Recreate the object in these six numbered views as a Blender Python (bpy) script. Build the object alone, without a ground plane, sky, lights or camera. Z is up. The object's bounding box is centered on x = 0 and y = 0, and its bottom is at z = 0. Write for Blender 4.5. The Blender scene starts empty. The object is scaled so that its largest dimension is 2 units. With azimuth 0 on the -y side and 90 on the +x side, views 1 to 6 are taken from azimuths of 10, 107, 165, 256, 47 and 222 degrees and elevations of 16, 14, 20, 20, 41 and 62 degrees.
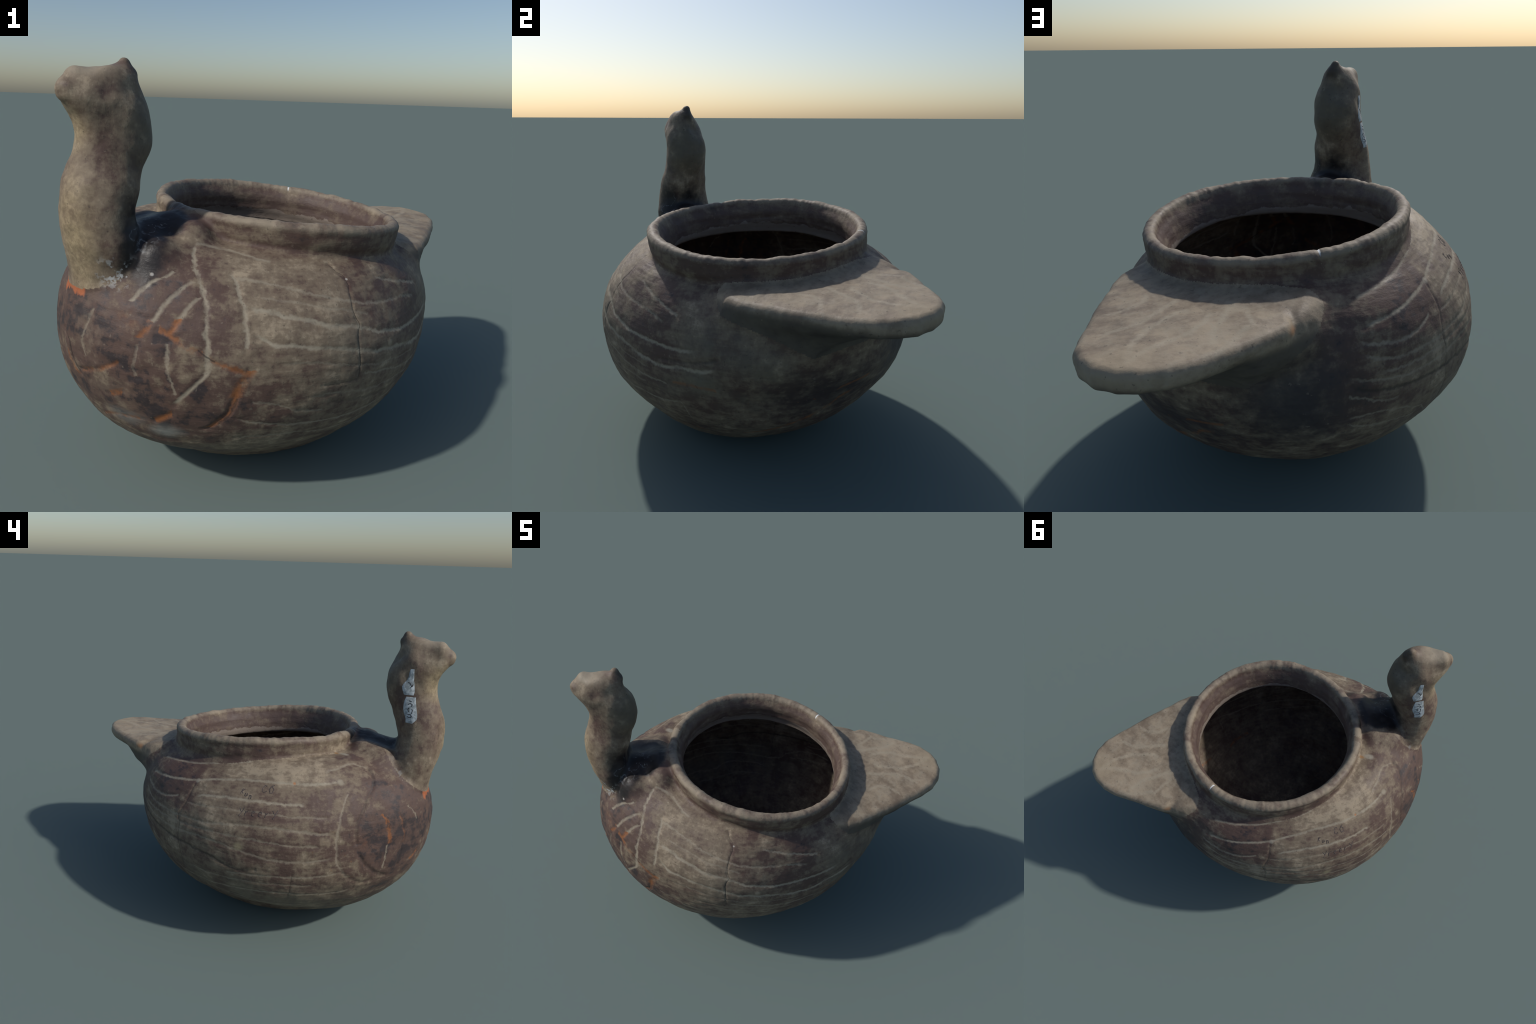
"""Ancient clay bowl shaped like a bird: round incised pot with a collared mouth,
an upright neck and crested head on one side and a flat paddle tail on the other.

The form is described by profiles (rings of the pot, sections of the neck, tail outline),
blended into one smooth skin, then dressed with incised lines, cracks, dents and wear."""
import bpy, math
import numpy as np
from mathutils import Vector

rng = np.random.default_rng(7)
CENTRE = np.array([0.0, -0.06, 0.62])          # heart of the pot, origin of azimuth / elevation
CELL = 0.0070                                   # size of the skin's quads
WALL = 0.0155

# ------------------------------------------------------------------ profiles
# Pot rings: elevation angle seen from the heart, mean radius, then lobes (cos, sin) of order 1, 2, ...
POT_RINGS = [
    (-90, 0.613),
    (-68, 0.658, -0.005, 0.000, -0.004, 0.000, -0.001, 0.000),
    (-50, 0.724, -0.013, -0.029, -0.006, 0.009, 0.004, -0.004),
    (-34, 0.767, -0.016, -0.038, -0.006, 0.030, 0.010, -0.012, -0.003, 0.004),
    (-20, 0.841, -0.039, -0.044, -0.002, 0.034, 0.009, 0.001, -0.001, -0.001, -0.001, 0.005),
    (-7, 0.886, -0.050, -0.034, -0.001, 0.044, 0.008, -0.001, -0.004, -0.003, 0.002, 0.004),
    (6, 0.904, -0.040, -0.021, -0.004, 0.064, 0.006, 0.006, -0.012, -0.001, -0.002, 0.009),
    (18, 0.871, -0.060, -0.026, -0.005, 0.051, 0.015, -0.010, -0.001, -0.001, 0.004, 0.013),
    (30, 0.797, -0.064, -0.021, -0.006, 0.031, 0.006, -0.018, 0.001, -0.006, 0.000, 0.004),
    (42, 0.681, -0.065, -0.010, 0.004, 0.000, -0.002, -0.004, 0.001, 0.002),
    (56, 0.495, 0.079, 0.087, 0.031, -0.042, 0.059, 0.048),
]
# Mouth: centre, and the crest of the lip as it goes round (radius and height, lobes of order 1..3)
MOUTH = np.array([0.0726, -0.0048])
LIP_RADIUS = (0.5777, -0.0002, -0.0027, 0.0099, -0.0041, 0.0017, -0.0035)
LIP_HEIGHT = (1.1798, -0.0525, -0.0120, -0.0035, -0.0073, -0.0048, 0.0015)
# Bird axis: from the tail to the head, level
AXIS = np.array([-0.61, -0.79]) / math.hypot(0.61, 0.79)
SIDE = np.array([-AXIS[1], AXIS[0]])
# Neck sections: height, centre x, y, radius, lobes of order 2 and 3 about the bird axis
NECK = [
    (0.90, -0.520, -0.690, 0.176, -0.020, -0.003, 0.002, -0.001),
    (1.00, -0.528, -0.719, 0.168, -0.025, -0.004, 0.004, 0.000),
    (1.10, -0.538, -0.748, 0.162, -0.026, -0.004, 0.006, 0.000),
    (1.20, -0.549, -0.766, 0.150, -0.020, -0.006, 0.005, 0.001),
    (1.30, -0.540, -0.755, 0.149, -0.009, -0.007, 0.003, 0.002),
    (1.36, -0.530, -0.740, 0.144, -0.003, -0.007, 0.001, 0.001),
    (1.42, -0.513, -0.720, 0.140, 0.006, -0.008, 0.001, 0.000),
    (1.48, -0.494, -0.704, 0.138, 0.008, -0.007, 0.004, -0.001),
    (1.54, -0.490, -0.698, 0.134, 0.009, -0.006, 0.006, -0.003),
    (1.60, -0.495, -0.709, 0.133, 0.015, -0.008, 0.009, -0.006),
    (1.66, -0.505, -0.740, 0.138, 0.024, -0.013, 0.014, -0.008),
]
NECK_TOP = 1.660
SKULL, SKULL_SIZE = np.array([-0.464, -0.748, 1.633]), (0.121, 0.052, 0.140)
BEAK = (np.array([-0.526, -0.713, 1.656]), np.array([-0.610, -0.845, 1.692]), 0.081, 0.036)
BROW = (np.array([-0.591, -0.794, 1.726]), np.array([-0.505, -0.704, 1.713]), 0.039, 0.056)
CREST = (np.array([-0.468, -0.688, 1.712]), np.array([-0.450, -0.666, 1.789]), 0.051, 0.021)
CREST_LOBE = (np.array([-0.460, -0.690, 1.700]), np.array([-0.436, -0.662, 1.752]), 0.040, 0.024)
# Dark repair fill between the back of the neck and the mouth
FILL = (np.array([-0.285, -0.505, 1.092]), np.array([-0.425, -0.670, 1.052]), 0.092, 0.106)
PADS = [(np.array([-0.448, -0.470, 1.078]), np.array([-0.205, -0.595, 1.074]), 0.098, 0.100),
        (np.array([-0.540, -0.545, 1.062]), np.array([-0.300, -0.745, 1.036]), 0.096, 0.088),
        (np.array([0.170, 0.700, 0.900]), np.array([0.370, 0.780, 0.905]), 0.075, 0.075)]
# Tail paddle: outline of the edge seen from above, root points first and last lie inside the pot
TAIL = [(0.50, 0.05), (0.70, 0.03), (0.795, 0.085), (0.834, 0.160), (0.868, 0.309), (0.904, 0.447), (0.920, 0.564),
        (0.943, 0.661), (0.948, 0.761), (0.929, 0.844), (0.887, 0.917), (0.824, 0.968), (0.753, 0.996), (0.668, 0.999),
        (0.583, 0.982), (0.492, 0.947), (0.406, 0.910), (0.319, 0.874), (0.262, 0.846), (0.215, 0.805), (0.160, 0.750),
        (0.110, 0.690), (0.10, 0.58)]


# ------------------------------------------------------------------ small maths
def spline_matrix(xk):
    n, h = len(xk), np.diff(xk)
    a, b = np.eye(n), np.zeros((n, n))
    for i in range(1, n - 1):
        a[i, i - 1], a[i, i], a[i, i + 1] = h[i - 1], 2 * (h[i - 1] + h[i]), h[i]
        b[i, i - 1], b[i, i], b[i, i + 1] = 6 / h[i - 1], -6 / h[i - 1] - 6 / h[i], 6 / h[i]
    return np.linalg.solve(a, b)


def spline(xk, yk, x):
    """natural cubic spline through rows yk"""
    xk, yk = np.asarray(xk, float), np.asarray(yk, float)
    m = spline_matrix(xk) @ yk
    x = np.clip(x, xk[0], xk[-1])
    i = np.clip(np.searchsorted(xk, x) - 1, 0, len(xk) - 2)
    h = (xk[i + 1] - xk[i])[:, None]
    t = (x - xk[i])[:, None] / h
    u = 1 - t
    return u * yk[i] + t * yk[i + 1] + (h * h / 6) * ((u ** 3 - u) * m[i] + (t ** 3 - t) * m[i + 1])


def lobes(c, th):
    r = np.full_like(th, c[0])
    for k in range(1, (len(c) - 1) // 2 + 1):
        r = r + c[2 * k - 1] * np.cos(k * th) + c[2 * k] * np.sin(k * th)
    return r


def smin(a, b, k):
    h = np.clip(0.5 + 0.5 * (b - a) / k, 0, 1)
    return b * (1 - h) + a * h - k * h * (1 - h)


def smax(a, b, k):
    return -smin(-a, -b, k)


def round_cone(q, part):
    a, b, ra, rb = part
    ab = b - a
    t = np.clip(((q - a) @ ab) / (ab @ ab), 0, 1)
    return np.linalg.norm(q - a - t[..., None] * ab, axis=-1) - (ra + (rb - ra) * t)


# table of the pot radius over elevation x azimuth, and of the neck over height x bearing
_els = np.arange(-90, 61, 1.0)
_rows = np.zeros((len(POT_RINGS), 11))
for _i, _r in enumerate(POT_RINGS):
    _rows[_i, :len(_r) - 1] = _r[1:]
_c = spline([r[0] for r in POT_RINGS], _rows, _els)
_az = np.radians(np.arange(-180, 181, 1.0))
POT_TABLE = np.stack([lobes(row, _az) for row in _c])
_zs = np.arange(0.88, 1.67, 0.01)
NECK_TABLE = spline([r[0] for r in NECK], [r[1:] for r in NECK], _zs)


def pot_radius(el, az):
    """el, az in degrees"""
    x = np.clip(el + 90, 0, len(_els) - 1.001)
    y = np.clip(az + 180, 0, 359.999)
    i, j = x.astype(int), y.astype(int)
    f, g = x - i, y - j
    t = POT_TABLE
    return (t[i, j] * (1 - f) + t[i + 1, j] * f) * (1 - g) + (t[i, j + 1] * (1 - f) + t[i + 1, j + 1] * f) * g


def angles(q):
    d = q - CENTRE
    return (np.degrees(np.arctan2(d[:, 2], np.hypot(d[:, 0], d[:, 1]))), np.degrees(np.arctan2(d[:, 1], d[:, 0])),
            np.linalg.norm(d, axis=1))


def rim_frame(q):
    d = q[:, :2] - MOUTH
    th = np.arctan2(d[:, 1], d[:, 0])
    return np.hypot(d[:, 0], d[:, 1]) - lobes(LIP_RADIUS, th), q[:, 2] - lobes(LIP_HEIGHT, th), th


def segment2(x, y, a, b, ra, rb):
    ax, ay, bx, by = *a, *b
    t = np.clip(((x - ax) * (bx - ax) + (y - ay) * (by - ay)) / ((bx - ax) ** 2 + (by - ay) ** 2), 0, 1)
    return np.hypot(x - ax - t * (bx - ax), y - ay - t * (by - ay)) - (ra + (rb - ra) * t)


def polygon_distance(p, poly):
    poly = np.array(poly)
    d2, inside = np.full(len(p), 1e9), np.zeros(len(p), bool)
    for a, b in zip(poly, np.roll(poly, -1, 0)):
        e, w = b - a, p - a
        t = np.clip((w @ e) / (e @ e), 0, 1)
        d2 = np.minimum(d2, ((w - t[:, None] * e) ** 2).sum(1))
        if a[1] != b[1]:
            cross = ((a[1] > p[:, 1]) != (b[1] > p[:, 1])) & (p[:, 0] < e[0] * (p[:, 1] - a[1]) / e[1] + a[0])
            inside ^= cross
    return np.sqrt(d2) * np.where(inside, -1, 1)


# ------------------------------------------------------------------ the parts as distance fields
def f_pot(q):
    el, az, r = angles(q)
    return (r - pot_radius(el, az)) * 0.97


def f_neck(q):
    z = np.clip((q[:, 2] - _zs[0]) / 0.01, 0, len(_zs) - 1.001)
    i = z.astype(int)
    c = NECK_TABLE[i] * (1 - (z - i))[:, None] + NECK_TABLE[i + 1] * (z - i)[:, None]
    d = q[:, :2] - c[:, :2]
    u, v = d @ AXIS, d @ SIDE
    ph = np.arctan2(v, u)
    r = c[:, 2] + c[:, 3] * np.cos(2 * ph) + c[:, 4] * np.sin(2 * ph) + c[:, 5] * np.cos(3 * ph) + c[:, 6] * np.sin(3 * ph)
    return np.maximum(smax(np.hypot(u, v) - r, q[:, 2] - NECK_TOP, 0.10), 0.90 - q[:, 2])


def f_skull(q):
    d = q - SKULL
    a, b, c = SKULL_SIZE
    return (np.sqrt(((d[:, :2] @ AXIS) / a) ** 2 + ((d[:, :2] @ SIDE) / b) ** 2 + (d[:, 2] / c) ** 2) - 1) * b


def only_near(at, size):
    """evaluate a field only inside a box; beyond it just report a safe distance"""
    lo, hi = np.array(at) - size, np.array(at) + size

    def wrap(fn):
        def inner(q):
            out = np.maximum(np.max(np.maximum(lo - q, q - hi), axis=1), 0) + 0.15
            m = ((q > lo) & (q < hi)).all(1)
            if m.any():
                out[m] = fn(q[m])
            return out
        return inner
    return wrap


@only_near((-.52, -.74, 1.36), (.38, .38, .66))
def f_bird(q):
    d = smin(f_neck(q), f_skull(q), 0.05)
    d = smin(d, round_cone(q, BEAK), 0.070)
    d = smin(d, round_cone(q, BROW), 0.040)
    crest = smin(round_cone(q, CREST), round_cone(q, CREST_LOBE), 0.03)
    return smin(d, crest, 0.036)


@only_near((.07, 0, 1.10), (.80, .80, .32))
def f_collar(q):
    x, w, th = rim_frame(q)
    # the inner hem of the collar is set a little off the mouth's centre
    y = x - (-0.026 * np.cos(th) + 0.014 * np.sin(th)) * np.clip((-w - 0.05) / 0.13, 0, 1)
    drop = 0.016 * np.cos(th) - 0.016 * np.sin(th)
    lip = segment2(x, w, (-0.006, -0.031), (-0.018, -0.085), 0.0305, 0.031)
    low = segment2(y, w, (-0.020, -0.085), (-0.028, -0.155), 0.031, 0.029)
    hem = segment2(y, w - drop, (-0.028, -0.145), (-0.037, -0.188), 0.026, 0.014)
    return smin(smin(lip, low, 0.035), hem, 0.035)


@only_near((.58, .52, .90), (.66, .70, .40))
def f_tail(q):
    p = q[:, :2]
    lat = p @ np.array([-0.79, 0.61])
    mid = 0.9666 + 0.053 * lat
    edge = polygon_distance(p, TAIL)
    crown = 0.010 * np.clip(-edge / 0.15, 0, 1)              # top is very slightly domed
    along = p @ -AXIS
    wedge = 0.17 * np.clip((1.20 - along) / 0.40, 0, 1) ** 1.3 * np.clip(-edge / 0.12, 0, 1) ** 1.3   # thicker toward the pot
    lift = 0.014 * np.clip((along - 0.98) / 0.24, 0, 1) ** 1.5                                # tip turns up a little
    top, low = mid + crown + lift, mid - wedge
    dz = np.abs(q[:, 2] - 0.5 * (top + low)) - 0.5 * (top - low)
    dz = np.where(q[:, 2] < 0.5 * (top + low), dz * 0.85, dz)                                # the sloping underside is not level
    rr = 0.033
    a, b = edge + rr, dz - 0.0
    return np.where((a > 0) & (b > 0), np.hypot(a, b), np.maximum(a, b)) - rr


def f_all(q):
    collar, pot = f_collar(q), f_pot(q)
    x, w, th = rim_frame(q)
    # outer solid parts, kept out of the hollow
    outer = smin(pot, f_tail(q), 0.125)
    for pad in PADS:
        outer = smin(outer, round_cone(q, pad), 0.07)
    outer = smin(outer, f_bird(q), 0.034)
    outer = smin(outer, round_cone(q, FILL), 0.060)
    hollow = pot / 0.97 + WALL
    mouth = np.maximum(x + 0.030, 0.80 - q[:, 2])
    void = np.minimum(hollow, mouth)
    outer = smax(outer, -void, 0.003)
    return smin(outer, collar, 0.042)


# ------------------------------------------------------------------ skin: surface nets on a sparse grid
def skin():
    lo, hi = np.array([-1.0, -1.06, -0.04]), np.array([1.02, 1.06, 1.86])
    k = 5
    n = ((hi - lo) / (CELL * k)).astype(int) + 1
    gx = [lo[a] + CELL * k * (np.arange(n[a]) + 0.5) for a in range(3)]
    c = np.stack(np.meshgrid(*gx, indexing="ij"), -1).reshape(-1, 3)
    near = (np.abs(f_all(c)) < CELL * k * 1.25).reshape(n)
    full = n * k + 1
    val = np.full(full, np.nan, np.float32)
    cells = np.argwhere(near)
    need = np.zeros(full, bool)
    for o in np.ndindex(k + 1, k + 1, k + 1):
        idx = cells * k + np.array(o)
        need[idx[:, 0], idx[:, 1], idx[:, 2]] = True
    pts = np.argwhere(need)
    out = np.empty(len(pts), np.float32)
    for s in range(0, len(pts), 400000):
        out[s:s + 400000] = f_all(lo + pts[s:s + 400000] * CELL)
    val[pts[:, 0], pts[:, 1], pts[:, 2]] = out
    cube = [val[dx:full[0] - 1 + dx, dy:full[1] - 1 + dy, dz:full[2] - 1 + dz] for dx in (0, 1) for dy in (0, 1) for dz in (0, 1)]
    cnt = sum((v < 0).astype(np.int8) for v in cube)
    bad = sum(np.isnan(v) for v in cube) > 0
    act = np.argwhere((cnt > 0) & (cnt < 8) & ~bad)
    corner = np.array([(x, y, z) for x in (0, 1) for y in (0, 1) for z in (0, 1)])
    vals = np.stack([v[act[:, 0], act[:, 1], act[:, 2]] for v in cube], 1)
    acc, num = np.zeros((len(act), 3)), np.zeros(len(act))
    for a in range(8):
        for b in range(a + 1, 8):
            if abs(corner[a] - corner[b]).sum() == 1:
                m = (vals[:, a] < 0) != (vals[:, b] < 0)
                t = vals[m, a] / (vals[m, a] - vals[m, b])
                acc[m] += corner[a] + t[:, None] * (corner[b] - corner[a])
                num[m] += 1
    verts = lo + (act + acc / num[:, None]) * CELL
    ident = np.full(full, -1, np.int64)
    ident[act[:, 0], act[:, 1], act[:, 2]] = np.arange(len(act))
    quads = []
    for ax in range(3):
        e = np.zeros(3, int); e[ax] = 1
        b, c2 = [i for i in range(3) if i != ax]
        s0 = val[:full[0] - e[0], :full[1] - e[1], :full[2] - e[2]]
        s1 = val[e[0]:, e[1]:, e[2]:]
        ed = np.argwhere(((s0 < 0) != (s1 < 0)) & ~np.isnan(s0) & ~np.isnan(s1))
        ed = ed[(ed[:, b] > 0) & (ed[:, c2] > 0)]
        inside = s0[ed[:, 0], ed[:, 1], ed[:, 2]] < 0
        ub, uc = np.zeros(3, int), np.zeros(3, int)
        ub[b], uc[c2] = 1, 1
        ring = [ed - ub - uc, ed - uc, ed, ed - ub]
        f = np.stack([ident[r[:, 0], r[:, 1], r[:, 2]] for r in ring], 1)
        flip = inside if ax != 1 else ~inside
        f[~flip] = f[~flip][:, ::-1]
        quads.append(f[(f >= 0).all(1)])
    return verts, np.concatenate(quads)


def gradient(fn, v, h=0.002):
    g = np.stack([fn(v + h * e) - fn(v - h * e) for e in np.eye(3)], 1) / (2 * h)
    return g


def settle(v, rounds=2):
    for _ in range(rounds):
        d = f_all(v)
        g = np.stack([f_all(v + 0.002 * e) - d for e in np.eye(3)], 1) / 0.002
        v = v - np.clip(d / np.maximum((g * g).sum(1), 0.25), -0.006, 0.006)[:, None] * g
    return v


def vertex_normals(v, f):
    n = np.cross(v[f[:, 2]] - v[f[:, 0]], v[f[:, 3]] - v[f[:, 1]])
    out = np.zeros_like(v)
    for k in range(4):
        for a in range(3):
            out[:, a] += np.bincount(f[:, k], n[:, a], len(v))
    return out / np.maximum(np.linalg.norm(out, axis=1, keepdims=True), 1e-12)


# ------------------------------------------------------------------ relief
_perm = rng.permutation(256)
_grad = rng.normal(size=(256, 3)); _grad /= np.linalg.norm(_grad, axis=1, keepdims=True)


def noise(p):
    i = np.floor(p).astype(int); f = p - i
    u = f * f * f * (f * (f * 6 - 15) + 10)
    r = 0
    for o in np.ndindex(2, 2, 2):
        h = _perm[(_perm[(_perm[(i[:, 0] + o[0]) & 255] + i[:, 1] + o[1]) & 255] + i[:, 2] + o[2]) & 255]
        d = (_grad[h] * (f - o)).sum(1)
        w = np.prod([u[:, a] if o[a] else 1 - u[:, a] for a in range(3)], axis=0)
        r = r + w * d
    return r


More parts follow.
